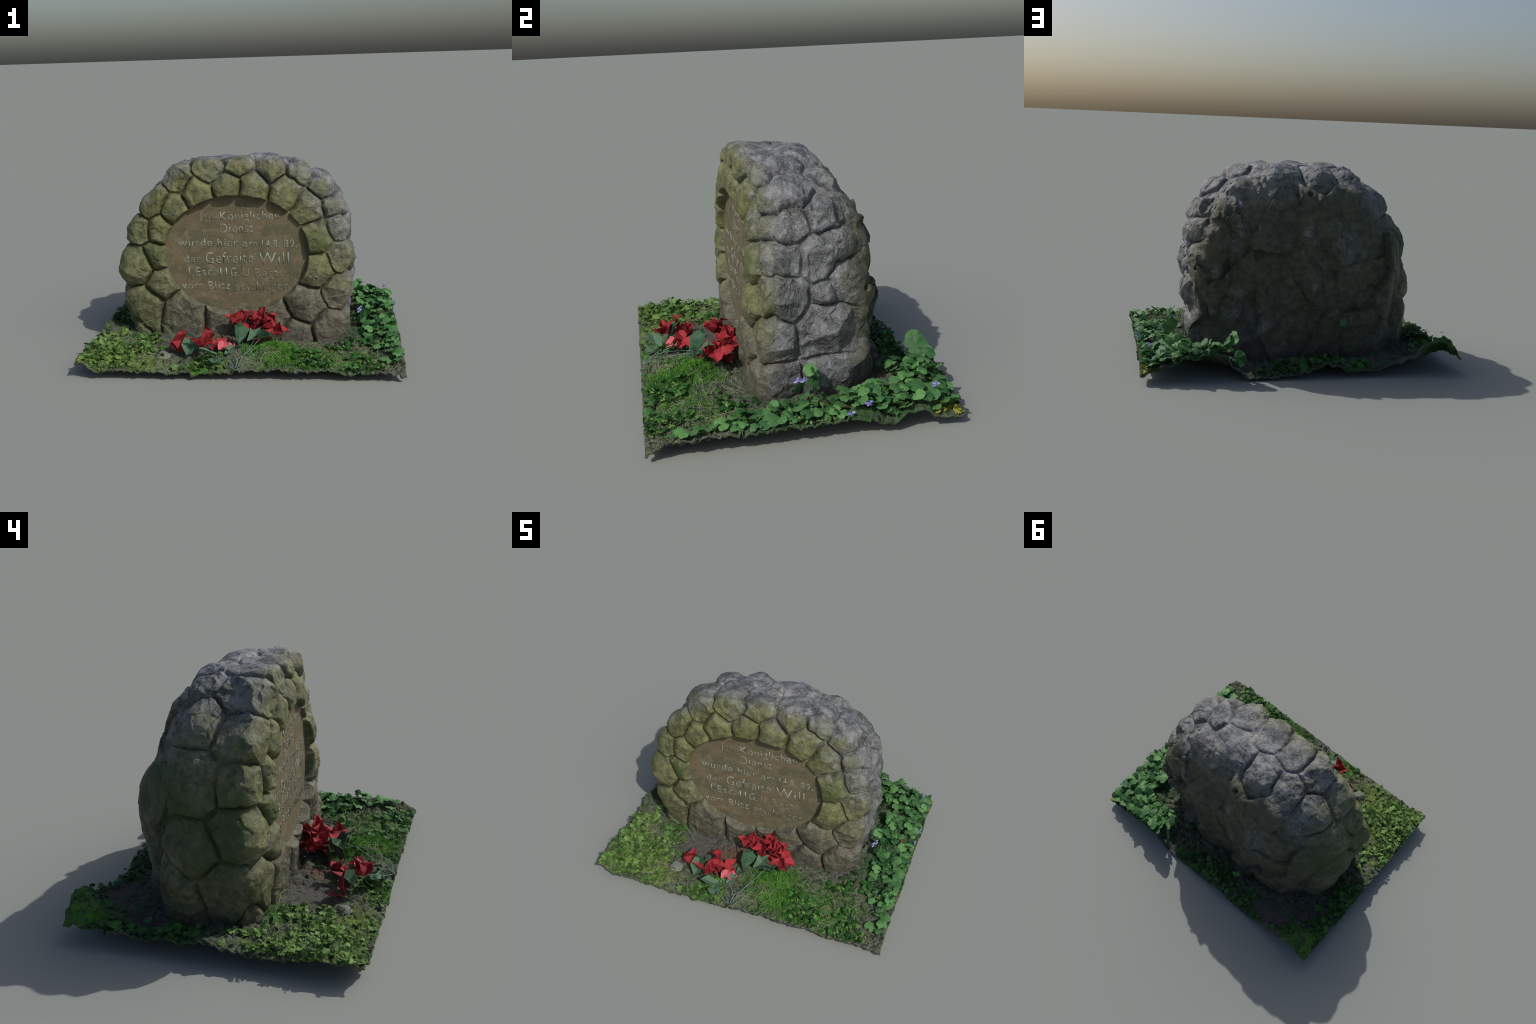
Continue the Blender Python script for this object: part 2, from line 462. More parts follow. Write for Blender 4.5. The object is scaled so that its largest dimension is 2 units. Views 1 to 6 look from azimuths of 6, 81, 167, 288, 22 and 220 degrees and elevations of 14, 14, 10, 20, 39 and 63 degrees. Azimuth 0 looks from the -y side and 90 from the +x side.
def panel_material():
    m, nt, bs = new_mat("panel_stone")
    g = G(nt)
    col, grain = panel_color(g)
    nt.links.new(col, bs.inputs["Base Color"])
    bs.inputs["Roughness"].default_value = .8
    bs.inputs["Specular IOR Level"].default_value = .25
    g.bump(grain, .35, .004, bs)
    return m


def letter_material(name, wear):
    m, nt, bs = new_mat(name)
    g = G(nt)
    col, grain = panel_color(g)
    f = g.ramp(g.noise(26, 5, .7), .36 + wear, .56 + wear)
    f = g.math("MULTIPLY_ADD", f, .6, .25 - wear)
    col = g.mix(f, col, (.31, .35, .31))
    nt.links.new(col, bs.inputs["Base Color"])
    bs.inputs["Roughness"].default_value = .85
    return m


def soil_material():
    m, nt, bs = new_mat("soil")
    g = G(nt)
    x, y, z = g.xyz()
    fine = g.noise(120, 4, .7)
    mid = g.noise(30, 5, .7, .6)
    big = g.noise(7, 4, .6)
    col = g.mix(g.ramp(mid, .32, .68), (.032, .034, .031), (.118, .122, .112))
    col = g.mix(g.math("MULTIPLY", g.ramp(fine, .55, .75), .7), col, (.22, .21, .18))
    # litter of green and dead blades
    st = g.noise(55, 3, .6, 2.5)
    col = g.mix(g.math("MULTIPLY", g.ramp(st, .5, .6), .8), col, (.06, .13, .035))
    st2 = g.noise(70, 2, .6, 3.0)
    col = g.mix(g.math("MULTIPLY", g.ramp(st2, .56, .63), .7), col, (.24, .26, .16))
    # moss and herb carpet
    green = g.mix(g.ramp(mid, .3, .68), (.022, .06, .012), (.075, .22, .03))
    yellow = g.mix(g.ramp(mid, .3, .68), (.045, .085, .016), (.19, .28, .06))
    violet_bed = g.mix(g.ramp(mid, .3, .68), (.018, .035, .016), (.05, .13, .04))
    w = big
    for s, c in (((.24, -.53, .1, .24), green), ((.62, -.52, .07, .26), green), ((-.85, -.52, .12, .3), yellow), ((-.58, -.62, .1, .2), yellow), ((-.2, -.68, .1, .16), green),
                 ((-.62, -.25, .13, .13), green), ((-.88, -.22, .14, .12), yellow),
                 ((.9, -.1, .1, .3), violet_bed), ((.9, .3, .1, .35), violet_bed), ((.75, .68, .12, .3), violet_bed), ((-.9, .65, .15, .22), green), ((-.95, .2, .12, .25), violet_bed), ((-.4, .74, .08, .2), violet_bed), ((0, .7, .07, .15), violet_bed)):
        col = g.mix(g.math("MULTIPLY", g.spot(*s, .45, w), g.ramp(g.math("ADD", mid, g.math("MULTIPLY", g.noise(13, 4, .65, .8), .9)), .74, 1.05)), col, c)
    # trodden smooth earth
    bare = g.mix(g.ramp(fine, .3, .75), (.075, .07, .065), (.13, .125, .12))
    for s in ((-.42, -.34, .1, .24), (.6, -.27, .06, .13), (-.55, .64, .1, .2), (-.8, .42, .1, .16)):
        col = g.mix(g.math("MULTIPLY", g.spot(*s, .5, w), .9), col, bare)
    col = g.mix(g.math("MULTIPLY", g.spot(-.86, -.22, .15, .1, .3, w), g.ramp(fine, .35, .6)), col, (.30, .27, .21))
    col = g.mix(g.math("MULTIPLY", g.spot(-.15, -.33, .1, .12, .3, w), .5), col, (.14, .05, .05))
    nt.links.new(col, bs.inputs["Base Color"])
    bs.inputs["Roughness"].default_value = .95
    bs.inputs["Specular IOR Level"].default_value = .15
    g.bump(g.math("ADD", mid, fine), .7, .012, bs)
    return m


def leaf_material(name, dark, light, trans=.25, rough=.55, scale=30):
    m, nt, bs = new_mat(name)
    g = G(nt)
    oi = nt.nodes.new("ShaderNodeObjectInfo")
    geo = nt.nodes.new("ShaderNodeNewGeometry")
    r = g.math("FRACT", g.math("ADD", oi.outputs["Random"], geo.outputs["Random Per Island"]))
    n = g.noise(scale, 3, .6)
    f = g.math("ADD", g.math("MULTIPLY", r, .8), g.math("MULTIPLY_ADD", n, 1.1, -.45))
    col = g.mix(f, dark, light)
    nt.links.new(col, bs.inputs["Base Color"])
    bs.inputs["Roughness"].default_value = rough
    bs.inputs["Specular IOR Level"].default_value = .3
    tr = nt.nodes.new("ShaderNodeBsdfTranslucent")
    nt.links.new(col, tr.inputs["Color"])
    mx = nt.nodes.new("ShaderNodeMixShader")
    mx.inputs[0].default_value = trans
    nt.links.new(bs.outputs[0], mx.inputs[1])
    nt.links.new(tr.outputs[0], mx.inputs[2])
    nt.links.new(mx.outputs[0], nt.nodes["Material Output"].inputs["Surface"])
    return m


M_STONE = stone_material("granite")
M_PANEL = panel_material()
M_LET = letter_material("worn_paint", 0.0)
M_LET_FADED = letter_material("faded_paint", 0.1)
M_SOIL = soil_material()
M_VIOLET = leaf_material("violet_leaf", (.02, .085, .03), (.135, .31, .10))
M_HERB = leaf_material("herb_leaf", (.028, .085, .018), (.195, .335, .085))
M_IVY = leaf_material("shade_leaf", (.015, .06, .015), (.05, .17, .03))
M_MOSS = leaf_material("moss_blade", (.035, .13, .012), (.13, .36, .045), .2, .7)
M_STRAW = leaf_material("dry_stalk", (.14, .15, .09), (.33, .33, .22), 0, .8)
M_YELLOW = leaf_material("yellowed_leaf", (.18, .22, .03), (.40, .38, .06))
M_RED = leaf_material("red_fabric", (.18, .014, .02), (.42, .036, .044), .12, .7, 12)
M_PINK = leaf_material("faded_fabric", (.50, .09, .11), (.62, .2, .22), .12, .7, 12)
M_CLOTH = leaf_material("fabric_leaf", (.035, .085, .045), (.10, .19, .105), .1, .6, 14)
M_CLOTH_PALE = leaf_material("pale_fabric_leaf", (.08, .17, .10), (.15, .25, .16), .1, .6, 14)
M_STEM = leaf_material("blue_green_stem", (.08, .15, .13), (.2, .28, .24), 0, .6)
M_LILAC = leaf_material("lilac_petal", (.16, .16, .42), (.40, .40, .75), .2)
M_DRYLEAF = leaf_material("dry_leaf", (.09, .035, .03), (.25, .13, .12), .1)


# ---------------------------------------------------------------- object helpers
def link(ob, parent=None):
    scene.collection.objects.link(ob)
    if parent:
        ob.parent = parent
    return ob


def empty(name, loc, label, category):
    e = bpy.data.objects.new(name, None)
    e.location = loc
    e["label"] = label
    e["category"] = category
    return link(e)


def mesh_from(name, V, F, mat, smooth_shade=True):
    me = bpy.data.meshes.new(name)
    V = np.asarray(V, np.float32)
    if isinstance(F, np.ndarray):
        k = F.shape[1]
        me.vertices.add(len(V))
        me.vertices.foreach_set("co", V.ravel())
        me.loops.add(F.size)
        me.loops.foreach_set("vertex_index", F.astype(np.int32).ravel())
        me.polygons.add(len(F))
        me.polygons.foreach_set("loop_start", np.arange(0, F.size, k, dtype=np.int32))
        me.update(calc_edges=True)
        me.validate()
    else:
        me.from_pydata([tuple(v) for v in V], [], F)
        me.update()
    me.polygons.foreach_set("use_smooth", np.full(len(me.polygons), smooth_shade))
    me.materials.append(mat)
    return me


# ---------------------------------------------------------------- the memorial stone
stone_root = empty("memorial_stone", (-.06, .18, .1), "arched fieldstone memorial with oval inscribed panel", "gravestone")


def child(name, me, parent, loc=None):
    ob = bpy.data.objects.new(name, me)
    link(ob, parent)
    ob.matrix_parent_inverse = Matrix.Translation(-parent.location)
    if loc is not None:
        ob.location = loc
    return ob


S, N, Q = build_stone_surface()
P, label = displace_stone(S, N)
keep = P[Q].mean(1)[:, 2] > np.maximum(ground_base(P[Q].mean(1)[:, 0], P[Q].mean(1)[:, 1]) - .035, .012)
Q = Q[keep]
ql = label[Q]
# a face belongs to the stone most of its corners are on
fl = np.sort(ql, axis=1)[:, 1]
oval_face = np.hypot((P[Q].mean(1)[:, 0] - OVAL_X) / OVAL_A, (P[Q].mean(1)[:, 2] - OVAL_Z) / OVAL_B) < .93
oval_face &= N[Q].mean(1)[:, 1] < -.75
Q, fl = Q[~oval_face], fl[~oval_face]
for i in range(BACK + 1):
    F = Q[fl == i]
    if len(F) < 30:
        continue
    used, inv = np.unique(F, return_inverse=True)
    F = inv.reshape(-1, 4)
    V = P[used]
    # inner lip: border edges carried 3 cm into the wall so that each stone has depth
    E = np.concatenate([F[:, [0, 1]], F[:, [1, 2]], F[:, [2, 3]], F[:, [3, 0]]])
    ek = np.sort(E, 1)
    _, fi, cnt = np.unique(ek[:, 0] * len(V) + ek[:, 1], return_index=True, return_counts=True)
    B = E[fi[cnt == 1]]
    bu = np.unique(B)
    m = np.zeros(len(V), int)
    m[bu] = len(V) + np.arange(len(bu))
    V2 = V[bu] - N[used][bu] * .03
    V2[:, 2] = np.maximum(V2[:, 2], .012)
    F2 = np.stack([B[:, 1], B[:, 0], m[B[:, 0]], m[B[:, 1]]], 1)
    me = mesh_from("stone" if i < BACK else "rock_face", np.concatenate([V, V2]), np.concatenate([F, F2]), M_STONE)
    child("stone" if i < BACK else "rock_face", me, stone_root)

# oval panel: a slightly dished disc with a rounded rim
rings, segs = 26, 128
V, F = [], []
for r in range(rings + 1):
    t = r / rings
    for s in range(segs):
        a = 2 * math.pi * s / segs
        x = OVAL_X + OVAL_A * 1.045 * t * math.cos(a)
        z = OVAL_Z + OVAL_B * 1.045 * t * math.sin(a)
        V.append((x, panel_plane(x, z), z))
V = np.array(V)
V[:, 1] += .0015 * fbm(V * 14, 3, 2)
for r in range(rings):
    for s in range(segs):
        F.append((r * segs + s, r * segs + (s + 1) % segs, (r + 1) * segs + (s + 1) % segs, (r + 1) * segs + s))
base = len(V)
rim = V[rings * segs:].copy()
rim[:, 1] += .03
V = np.concatenate([V, rim])
for s in range(segs):
    F.append((rings * segs + s, rings * segs + (s + 1) % segs, base + (s + 1) % segs, base + s))
child("inscription_panel", mesh_from("inscription_panel", V, F, M_PANEL), stone_root)

# inscription: word, start x, end x, baseline z, height of the tall letters, faded
WORDS = [("Jm", -.288, -.199, .868, .057, 1), ("Königlichen", -.149, .229, .864, .057, 0), ("Dienst", -.152, .061, .779, .066, 0), ("wurde", -.423, -.209, .694, .056, 0),
         ("hier", -.172, -.042, .688, .059, 0), ("am", -.009, .082, .684, .055, 0), ("14.8.", .116, .228, .681, .05, 0), ("89.", .255, .34, .676, .056, 0), ("der", -.394, -.287, .589, .053, 0),
         ("Gefreite", -.252, .056, .578, .08, 0), ("Will", .094, .286, .567, .084, 0), ("I.Esc.", -.368, -.194, .498, .061, 0), ("II", -.163, -.117, .494, .059, 0), ("G.", -.094, -.039, .491, .061, 0),
         ("U.", -.013, .043, .488, .062, 1), ("Regts.", .065, .263, .485, .061, 1), ("vom", -.415, -.284, .41, .056, 0), ("Blitz", -.243, -.101, .403, .062, 0), ("erschlagen", -.074, .279, .394, .066, 1)]
for word, x0, x1, z0, hgt, faded in WORDS:
    cu = bpy.data.curves.new("inscription_word", "FONT")
    cu.body = word
    cu.size = 1
    cu.extrude = .0
    cu.offset = -.010
    cu.space_character = 1.12
    ob = bpy.data.objects.new("inscription_word", cu)
    scene.collection.objects.link(ob)
    me = bpy.data.meshes.new_from_object(ob.evaluated_get(bpy.context.evaluated_depsgraph_get()))
    bpy.data.objects.remove(ob)
    bpy.data.curves.remove(cu)
    co = np.array([v.co for v in me.vertices])
    a, b = co[:, 0].min(), co[:, 0].max()
    sx, sz = (x1 - x0) / (b - a), hgt / .73
    X = x0 + (co[:, 0] - a) * sx
    Z = z0 + co[:, 1] * sz
    Y = panel_plane(X, Z) - .0012
    me.vertices.foreach_set("co", np.stack([X, Y, Z], 1).astype(np.float32).ravel())
    me.name = "inscription_word"
    me.materials.clear()
    me.materials.append(M_LET_FADED if faded else M_LET)
    me.update()
    ob = child("inscription_word", me, stone_root)
    so = ob.modifiers.new("depth", "SOLIDIFY")
    so.thickness = .0012
    so.offset = 0

# ---------------------------------------------------------------- the patch of ground
patch = empty("ground_patch", (0, 0, .05), "square patch of soil with moss, violets and weeds", "garden soil")
nx, ny = 400, 300
gx, gy = np.meshgrid(np.linspace(-.995, .995, nx + 1), np.linspace(-.745, .745, ny + 1), indexing="ij")
gh = ground_h(gx.ravel(), gy.ravel())
gh = np.maximum(gh, .009)
V = np.stack([gx.ravel(), gy.ravel(), gh], 1)
ii = np.arange(len(V)).reshape(nx + 1, ny + 1)
F = np.stack([ii[:-1, :-1], ii[1:, :-1], ii[1:, 1:], ii[:-1, 1:]], -1).reshape(-1, 4)
soil = child("soil", mesh_from("soil", V, F, M_SOIL), patch)
so = soil.modifiers.new("thickness", "SOLIDIFY")
so.thickness = .008
so.offset = -1


def top(x, y):
    i = int(round((x + .995) / 1.99 * nx))
    j = int(round((y + .745) / 1.49 * ny))
    return float(gh[min(max(i, 0), nx) * (ny + 1) + min(max(j, 0), ny)])


FOOT = body(np.stack([gx.ravel(), gy.ravel(), np.full(gx.size, .16)], 1))


def in_stone(x, y, pad=.0):
    i = int(round((x + .995) / 1.99 * nx))
    j = int(round((y + .745) / 1.49 * ny))
    return FOOT[min(max(i, 0), nx) * (ny + 1) + min(max(j, 0), ny)] < pad


def leaf_mesh(name, outline, mat, cup=.12, fold=.15, seed=0):
    """a blade built from rings of its outline (r as a function of angle), creased along the midrib"""
    r = np.random.default_rng(seed)
    n = 22
    V, F = [(0, 0, 0)], []
    for k, t in enumerate((.5, 1.0)):
        for s in range(n):
            a = 2 * math.pi * s / n
            rr = outline(a) * t
            x, y = rr * math.sin(a), rr * math.cos(a)
            z = cup * (x * x + y * y) * (-1) + fold * abs(x) * .5 + .05 * r.normal() * t
            V.append((x, y, z))
    for s in range(n):
        F.append((0, 1 + (s + 1) % n, 1 + s))
        F.append((1 + s, 1 + (s + 1) % n, 1 + n + (s + 1) % n, 1 + n + s))
    return mesh_from(name, V, [tuple(reversed(f)) for f in F], mat, True)


def heart(a):
    return .5 * (1 - .45 * math.exp(-((a - math.pi) / .35) ** 2) + .12 * math.exp(-((min(a, 2 * math.pi - a)) / .4) ** 2))


def lobed(a):
    return .5 * (.62 + .38 * abs(math.cos(2.5 * a))) * (1 - .3 * math.exp(-((a - math.pi) / .4) ** 2))


def oval_leaf(a):
    return .5 / math.sqrt((math.sin(a) / .55) ** 2 + math.cos(a) ** 2)


def pose(loc, size, normal_tilt, spin, r):
    rot = Euler((normal_tilt * math.cos(spin + 1.1), normal_tilt * math.sin(spin + 1.1), 0)).to_matrix().to_4x4() @ Matrix.Rotation(spin, 4, "Z")
    return Matrix.Translation(loc) @ rot @ Matrix.Diagonal((size, size * r.uniform(.85, 1.15), size, 1))


hearts = [leaf_mesh("leaf", heart, M_VIOLET, .5, .3, k) for k in range(4)]
lobes = [leaf_mesh("herb_leaf", lobed, M_HERB, .4, .5, 20 + k) for k in range(3)]
shade_lobes = [leaf_mesh("weed_leaf", heart, M_IVY, .5, .5, 40 + k) for k in range(3)]

lr = np.random.default_rng(12)


# plants grow in clumps with bare soil between
GATE = smooth(-.28, .12, fbm(np.stack([gx.ravel() * 6.5, gy.ravel() * 6.5, np.full(gx.size, 2.2)], 1), 2, 17)) * .97 + .03


def gate(x, y):
    i = int(round((x + .995) / 1.99 * nx))
    j = int(round((y + .745) / 1.49 * ny))
    return float(GATE[min(max(i, 0), nx) * (ny + 1) + min(max(j, 0), ny)])


def scatter(count, region, rmin, rmax, floor=0.0):
    """blue-noise like scatter inside a weight function"""
    out = []
    tries = 0
    while len(out) < count and tries < count * 60:
        tries += 1
        x, y = lr.uniform(-.985, .985), lr.uniform(-.735, .735)
        if lr.uniform() > region(x, y) * max(gate(x, y), floor) or in_stone(x, y, .02):
            continue
        s = lr.uniform(rmin, rmax)
        if any((x - a) ** 2 + (y - b) ** 2 < (.42 * (s + c) * .5) ** 2 for a, b, c in out):
            continue
        out.append((x, y, s))
    return out


def violets(x, y):
    edge = .74 + .12 * float(np.clip((-.15 - y) / .5, 0, 1))
    w = np.clip((x - edge) / .06, 0, 1)
    corner = np.clip((x - .45) / .1, 0, 1) * np.clip((y - .5) / .06, 0, 1)
    fade = np.clip((y + .70) / .5, .08, 1)
    fade *= .55 if y < -.25 and lr.uniform() < .6 else 1
    return max(w * fade, corner)


for x, y, s in scatter(290, violets, .036, .08, .3):
    lift = lr.uniform(.006, .05) + .02 * (y > .2)
    me = hearts[lr.integers(4)]
    x, y = min(x, .996 - s * .52), float(np.clip(y, -.742 + s * .52, .742 - s * .52))
    ob = child("leaf", me, patch)
    ob.matrix_basis = pose((x, y, top(x, y) + lift), s, lr.uniform(.1, .85), lr.uniform(0, 6.28), lr)


def join_copies(name, meshes, mats, kind_parent, mat):
    Vs, Fs, off = [], [], 0
    cache = {}
    for me, M in zip(meshes, mats):
        if me.name not in cache:
            cache[me.name] = (np.array([v.co for v in me.vertices]), [tuple(p.vertices) for p in me.polygons])
        v, f = cache[me.name]
        R = np.array(M)
        Vs.append(v @ R[:3, :3].T + R[:3, 3])
        Fs += [tuple(i + off for i in q) for q in f]
        off += len(v)
    V = np.concatenate(Vs)
    V[:, 0] = np.clip(V[:, 0], -.998, .998)
    V[:, 1] = np.clip(V[:, 1], -.748, .748)
    me = mesh_from(name, V, Fs, mat)
    ob = child(name, me, kind_parent)
    ob["kind"] = "stuff"
    return ob


def weed(name, meshes, count, region, rmin, rmax, mat, lo=.0, hi=.04, tilt=1.0):
    L = scatter(count, region, rmin, rmax)
    join_copies(name, [meshes[lr.integers(len(meshes))] for _ in L], [pose((x, y, top(x, y) + lr.uniform(lo, hi)), s, lr.uniform(.1, tilt), lr.uniform(0, 6.28), lr) for x, y, s in L], patch, mat)


def bl(*sp):
    return lambda x, y: max(float(blob(x, y, *s)) for s in sp)


weed("herb_leaf", lobes, 520, bl((-.85, -.55, .34), (-.55, -.66, .25), (-.2, -.7, .16), (-.58, -.27, .14), (-.9, -.25, .2), (-.95, -.68, .2)), .022, .048, M_HERB, 0, .028, 1.0)
weed("weed_leaf", shade_lobes, 420, bl((-.9, .62, .3), (-.95, .2, .2), (-.45, .74, .18), (-.1, .72, .2), (.15, .72, .15), (-.75, .72, .3), (.65, -.6, .35), (.75, -.35, .2)), .018, .05, M_IVY, 0, .04, 1.0)
weed("young_leaf", lobes, 260, bl((.68, -.55, .33), (.9, .0, .2)), .015, .032, M_HERB, 0, .03, 1.0)


# blades, stalks
def blades(name, count, region, length, width, lean, mat):
    V, F = [], []
    k = 0
    while k < count:
        x, y = lr.uniform(-.98, .98), lr.uniform(-.735, .735)
        if lr.uniform() > region(x, y) * max(gate(x, y), .55) or in_stone(x, y, .01):
            continue
        k += 1
        z = top(x, y) - .004
        a, L, w = lr.uniform(0, 6.28), lr.uniform(*length), width * lr.uniform(.7, 1.3)
        d = np.array([math.cos(a), math.sin(a), 0])
        s = np.array([-d[1], d[0], 0]) * w
        le = lr.uniform(*lean)
        p0 = np.array([x, y, z])
        p1 = p0 + d * L * .5 * math.sin(le * .6) + np.array([0, 0, L * .5 * math.cos(le * .6)])
        p2 = p1 + d * L * .5 * math.sin(le) + np.array([0, 0, L * .5 * math.cos(le)])
        o = len(V)
        V += [p0 - s, p0 + s, p1 - s * .8, p1 + s * .8, p2]
        F += [(o, o + 1, o + 3, o + 2), (o + 2, o + 3, o + 4)]
    V = np.array(V)
    V[:, 0] = np.clip(V[:, 0], -.998, .998)
    V[:, 1] = np.clip(V[:, 1], -.748, .748)
    ob = child(name, mesh_from(name, V, F, mat), patch)
    ob["kind"] = "stuff"


blades("moss", 6500, bl((.22, -.53, .26), (.33, -.6, .2), (.12, -.45, .14)), (.012, .03), .0016, (.3, 1.5), M_MOSS)
blades("grass", 1500, bl((-.58, -.28, .2), (-.85, -.5, .35), (.65, -.5, .4), (-.2, -.7, .2)), (.02, .055), .0013, (.5, 1.5), M_HERB)


def tube(points, r, sides=5):
    P = np.array(points, float)
    V, F = [], []
    for i, p in enumerate(P):
        d = P[min(i + 1, len(P) - 1)] - P[max(i - 1, 0)]
        d /= np.linalg.norm(d) + 1e-9
        u = np.cross(d, [0, 0, 1.0])
        if np.linalg.norm(u) < .1:
            u = np.cross(d, [1.0, 0, 0])
        u /= np.linalg.norm(u)
        v = np.cross(d, u)
        rr = r * (1 - .5 * i / (len(P) - 1))
        for s in range(sides):
            a = 2 * math.pi * s / sides
            V.append(p + (u * math.cos(a) + v * math.sin(a)) * rr)
    for i in range(len(P) - 1):
        for s in range(sides):
            F.append((i * sides + s, i * sides + (s + 1) % sides, (i + 1) * sides + (s + 1) % sides, (i + 1) * sides + s))
    return V, F


V, F = [], []
for k in range(330):
    while True:
        x, y = lr.uniform(-.95, .95), lr.uniform(-.72, .3)
        if lr.uniform() < bl((.62, -.42, .33), (.45, -.3, .2), (.8, -.6, .25), (.1, -.68, .2), (-.75, -.3, .25), (-.5, -.7, .25))(x, y) and not in_stone(x, y, .03):
            break
    a, L = lr.uniform(0, 6.28), lr.uniform(.04, .13)
    c = lr.uniform(-1.2, 1.2)
    pts = []
    for t in np.linspace(0, 1, 6):
        aa = a + c * (t - .5)
        px, py = np.clip(x + L * (t - .5) * math.cos(aa), -.99, .99), np.clip(y + L * (t - .5) * math.sin(aa), -.74, .74)
        pts.append((px, py, top(px, py) + .004 + .012 * math.sin(t * math.pi) * lr.uniform(.3, 1.2)))
    v, f = tube(pts, lr.uniform(.0008, .0018), 4)
    o = len(V)
    V += v
    F += [tuple(i + o for i in q) for q in f]
ob = child("dry_stalk", mesh_from("dry_stalk", V, F, M_STRAW), patch)
ob["kind"] = "stuff"

# runner of a climber hanging on the stone foot
v, f = tube([(-.72, -.26, .16), (-.68, -.27, .2), (-.62, -.265, .22), (-.55, -.27, .2), (-.5, -.29, .16), (-.44, -.33, .12)], .003, 6)
child("runner", mesh_from("runner", v, f, M_HERB), patch)
v, f = tube([(-.28, .6, .12), (-.27, .59, .2), (-.24, .60, .27), (-.245, .60, .34)], .003, 6)
child("runner", mesh_from("runner", v, f, M_IVY), patch)
v, f = tube([(-.3, .6, .12), (-.34, .61, .18), (-.42, .62, .19), (-.48, .62, .13)], .003, 6)
child("runner", mesh_from("runner", v, f, M_IVY), patch)

# the tall violet beside the right flank, its leaves and flowers; leaf flap and yellowed leaves at the back corner
big_leaf = leaf_mesh("leaf", heart, M_VIOLET, .35, .35, 66)


def put(name, me, loc, size, rot, parent):
    ob = child(name, me, parent)
    ob.matrix_basis = Matrix.Translation(loc) @ Euler(rot).to_matrix().to_4x4() @ Matrix.Diagonal((size[0], size[1], size[0], 1))
    return ob


for loc, s, rot in (((.75, .06, .26), .07, (.5, .5, .3)), ((.77, .085, .255), .06, (.2, .7, 1.5)), ((.76, .12, .2), .075, (.3, .8, 2.2)), ((.76, .0, .18), .075, (.3, .9, 4)), ((.77, .07, .2), .07, (.4, 1, 1)),
                    ((.79, .09, .16), .075, (.2, .9, 2)), ((.76, .03, .14), .06, (.2, .6, 5)), ((.5, .68, .22), .13, (.5, .9, .3)), ((.57, .69, .2), .1, (.1, .4, 1)), ((.47, .69, .24), .12, (.2, 1.0, .5)),
                    ((.42, .685, .12), .11, (-.6, 1.1, .2)), ((.36, .5, .09), .07, (.3, -.1, 1)), ((-.245, .62, .32), .06, (-1.2, .2, .5))):
    put("leaf", big_leaf, loc, (s, s), rot, patch)
v, f = tube([(.74, .05, .08), (.75, .055, .16), (.755, .07, .25)], .003, 6)
child("stem", mesh_from("stem", v, f, M_VIOLET), patch)
petal = leaf_mesh("violet_petal", oval_leaf, M_LILAC, .3, .4, 5)
for fx, fy, fz in ((.725, .0, .205), (.74, .03, .21), (.985, .28, .17), (.93, .62, .2), (.97, .2, .12)):
    for k in range(5):
        a = k * 1.257 + fx * 7
        put("violet_petal", petal, (fx + .012, fy + .01 * math.cos(a), fz + .01 * math.sin(a)), (.02, .024), (a, 1.0, 0), patch)
yl = leaf_mesh("yellowed_leaf", lobed, M_YELLOW, .4, .6, 31)
L = [(lr.uniform(.93, .985), lr.uniform(.62, .735)) for _ in range(26)]
join_copies("yellowed_leaf", [yl] * len(L), [pose((x, y, top(x, y) + lr.uniform(0, .03)), lr.uniform(.02, .04), lr.uniform(.2, 1), lr.uniform(0, 6.28), lr) for x, y in L], patch, M_YELLOW)
dl = leaf_mesh("dry_leaf", oval_leaf, M_DRYLEAF, .5, .6, 33)
for x, y in ((.9, .19), (.88, .21), (.86, .12), (.92, .05), (.75, .1), (.8, -.02), (.25, .62), (.1, .64), (.33, .63)):
    put("dry_leaf", dl, (x, y, top(x, y) + .012), (.04, .055), (lr.uniform(-.5, .5), lr.uniform(-.5, .5), lr.uniform(0, 6)), patch)

# half-buried grey pebble
import bmesh
bm = bmesh.new()
bmesh.ops.create_icosphere(bm, subdivisions=4, radius=1)
co = np.array([v.co for v in bm.verts])
_, _, tl = cells(co * 1.6 + 4, 8)
for v, n_, t_ in zip(bm.verts, noise(co * 1.7, 4), tl):
    v.co *= 1 + .12 * n_ + .12 * t_
me = bpy.data.meshes.new("pebble")
bm.to_mesh(me)
bm.free()
mp, nt, bs = new_mat("pebble")
g = G(nt)
nt.links.new(g.mix(g.ramp(g.noise(6, 5, .7), .3, .7), (.09, .105, .085), (.2, .21, .175)), bs.inputs["Base Color"])
bs.inputs["Roughness"].default_value = .9
me.materials.append(mp)
me.polygons.foreach_set("use_smooth", [True] * len(me.polygons))
put("pebble", me, (-.485, -.55, .062), (.05, .05), (.35, -.1, .4), patch)

# ---------------------------------------------------------------- two bouquets of red cloth flowers


def petal_mesh(name, mat, seed):
    """stiff folded cloth petal: base at origin, tip along +y, with a centre crease"""
    r = np.random.default_rng(seed)
    prof = [(0, .12), (.28, .36), (.55, .48), (.8, .27), (1.06, .01)]
    V, F = [], []
    fold = r.uniform(.15, .8)
    for i, (t, w) in enumerate(prof):
        curl = r.uniform(-.15, .45) * t * t
        j = r.normal(size=4) * .06
        V += [(-w + j[3], t + j[0], curl + fold * w + j[1]), (j[3], t, curl - .08 * w), (w + j[3], t + j[2], curl + .7 * fold * w - j[1])]
    for i in range(len(prof) - 1):
        for s in (0, 1):
            a = i * 3 + s
            F.append((a, a + 1, a + 4, a + 3))
    me = mesh_from(name, V, F, mat, False)
    return me


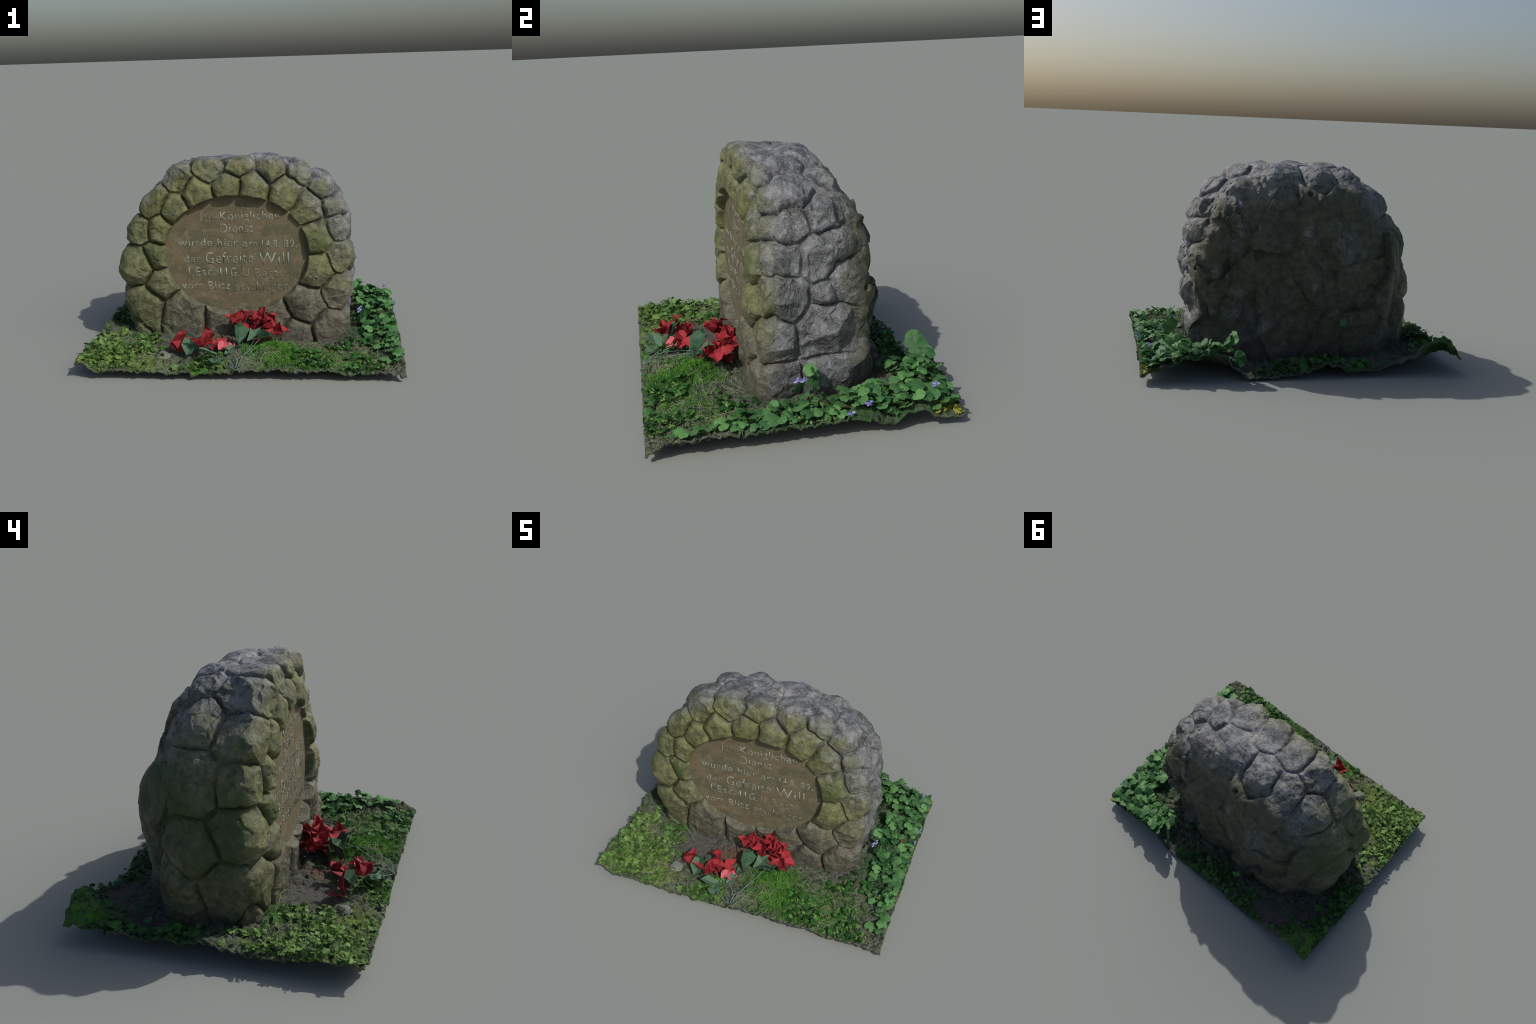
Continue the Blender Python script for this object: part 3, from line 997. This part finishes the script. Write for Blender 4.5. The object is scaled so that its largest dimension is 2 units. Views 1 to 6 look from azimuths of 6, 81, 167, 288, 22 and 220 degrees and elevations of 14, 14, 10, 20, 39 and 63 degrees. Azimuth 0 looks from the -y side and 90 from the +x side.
def bouquet(name, loc, label, parts):
    root = empty(name, loc, label, "artificial flowers")
    for kind, me, p, size, yaw, pitch, roll in parts:
        ob = child(kind, me, root)
        ob.matrix_basis = Matrix.Translation(p) @ Matrix.Rotation(yaw, 4, "Z") @ Matrix.Rotation(pitch, 4, "X") @ Matrix.Rotation(roll, 4, "Y") @ Matrix.Diagonal((size, size * 1.15, size, 1))
        so = ob.modifiers.new("cloth", "SOLIDIFY")
        so.thickness = .02
        so.offset = 0
    return root


reds = [petal_mesh("petal", M_RED, k) for k in range(9)]
pink = petal_mesh("petal", M_PINK, 9)
cloth = [petal_mesh("fabric_leaf", M_CLOTH, 20 + k) for k in range(3)]
pale = petal_mesh("fabric_leaf", M_CLOTH_PALE, 30)


def flower(c, n, size, up, r, skip=None):
    out = []
    for k in range(n):
        a = 2 * math.pi * k / n + r.uniform(-.3, .3)
        out.append(("petal", reds[r.integers(9)], (c[0] + .008 * math.cos(a), c[1] + .008 * math.sin(a), c[2] + .022), size * r.uniform(.8, 1.2), a, up + r.uniform(-.55, .45), r.uniform(-.8, .8)))
    return out


fr = np.random.default_rng(5)
A_ = []
A_ += flower((-.015, -.32, .20), 4, .085, 1.0, fr) + flower((-.05, -.31, .18), 3, .075, .5, fr) + flower((.085, -.25, .18), 5, .085, 1.0, fr) + flower((.15, -.265, .175), 5, .075, .55, fr)
A_ += flower((.2, -.34, .165), 5, .075, .25, fr) + flower((.03, -.27, .13), 4, .08, .3, fr) + flower((.12, -.28, .12), 5, .08, .1, fr)
for p, s, yaw, pitch, roll in (((-.02, -.44, .13), .125, .25, 1.0, .5), ((.05, -.43, .14), .11, -.6, .5, .2), ((.06, -.42, .15), .13, -1.5, .15, -.4), ((.1, -.4, .15), .1, -2.2, .1, 0), ((.0, -.4, .1), .1, 2.4, .1, 0)):
    A_.append(("fabric_leaf", cloth[fr.integers(3)], p, s * .9, yaw, pitch, roll))
bq1 = bouquet("flower_bouquet", (.05, -.4, .1), "upright bunch of faded red cloth flowers with leaves", A_)
B_ = []
B_ += [("petal", reds[0], (-.38, -.53, .11), .11, -.2, 1.15, .3), ("petal", reds[1], (-.39, -.52, .1), .08, .8, .5, 0)]
B_ += flower((-.22, -.455, .13), 3, .075, .9, fr) + flower((-.24, -.6, .14), 3, .08, .7, fr) + flower((-.15, -.5, .12), 4, .075, .2, fr)
B_ += [("petal", pink, (-.12, -.59, .14), .06, -.5, .5, .3), ("petal", pink, (-.11, -.56, .13), .07, -1.6, .2, 0)]
for p, s, yaw, pitch, roll in (((-.31, -.58, .11), .12, .2, .9, -.2), ((-.25, -.58, .12), .11, -.2, .8, .3), ((-.16, -.62, .1), .1, 3.5, -.1, 0)):
    B_.append(("fabric_leaf", cloth[fr.integers(3)], p, s * .9, yaw, pitch, roll))
B_ += [("fabric_leaf", pale, (-.13, -.64, .13), .1, 1.9, .3, .1), ("fabric_leaf", pale, (-.09, -.6, .12), .07, -.8, .3, .1)]
bq2 = bouquet("flower_bouquet", (-.23, -.53, .09), "fallen bunch of faded red cloth flowers with leaves", B_)
for pts in ([(.0, -.73, .08), (.03, -.68, .14), (.07, -.6, .17), (.08, -.5, .17), (.07, -.42, .15)], [(-.01, -.73, .08), (.0, -.68, .12), (.05, -.6, .13), (.1, -.5, .16), (.12, -.42, .16)], [(.02, -.73, .075), (-.02, -.66, .13), (-.06, -.62, .14)],
            [(.02, -.73, .09), (.06, -.7, .12), (.1, -.62, .13)], [(-.02, -.73, .085), (-.05, -.7, .12), (-.07, -.64, .13)], [(-.02, -.73, .075), (-.1, -.7, .1), (-.14, -.64, .12)]):
    v, f = tube(pts, .0024, 6)
    child("stem", mesh_from("stem", v, f, M_STEM), bq1)

for me in list(bpy.data.meshes):
    if me.users == 0:
        bpy.data.meshes.remove(me)
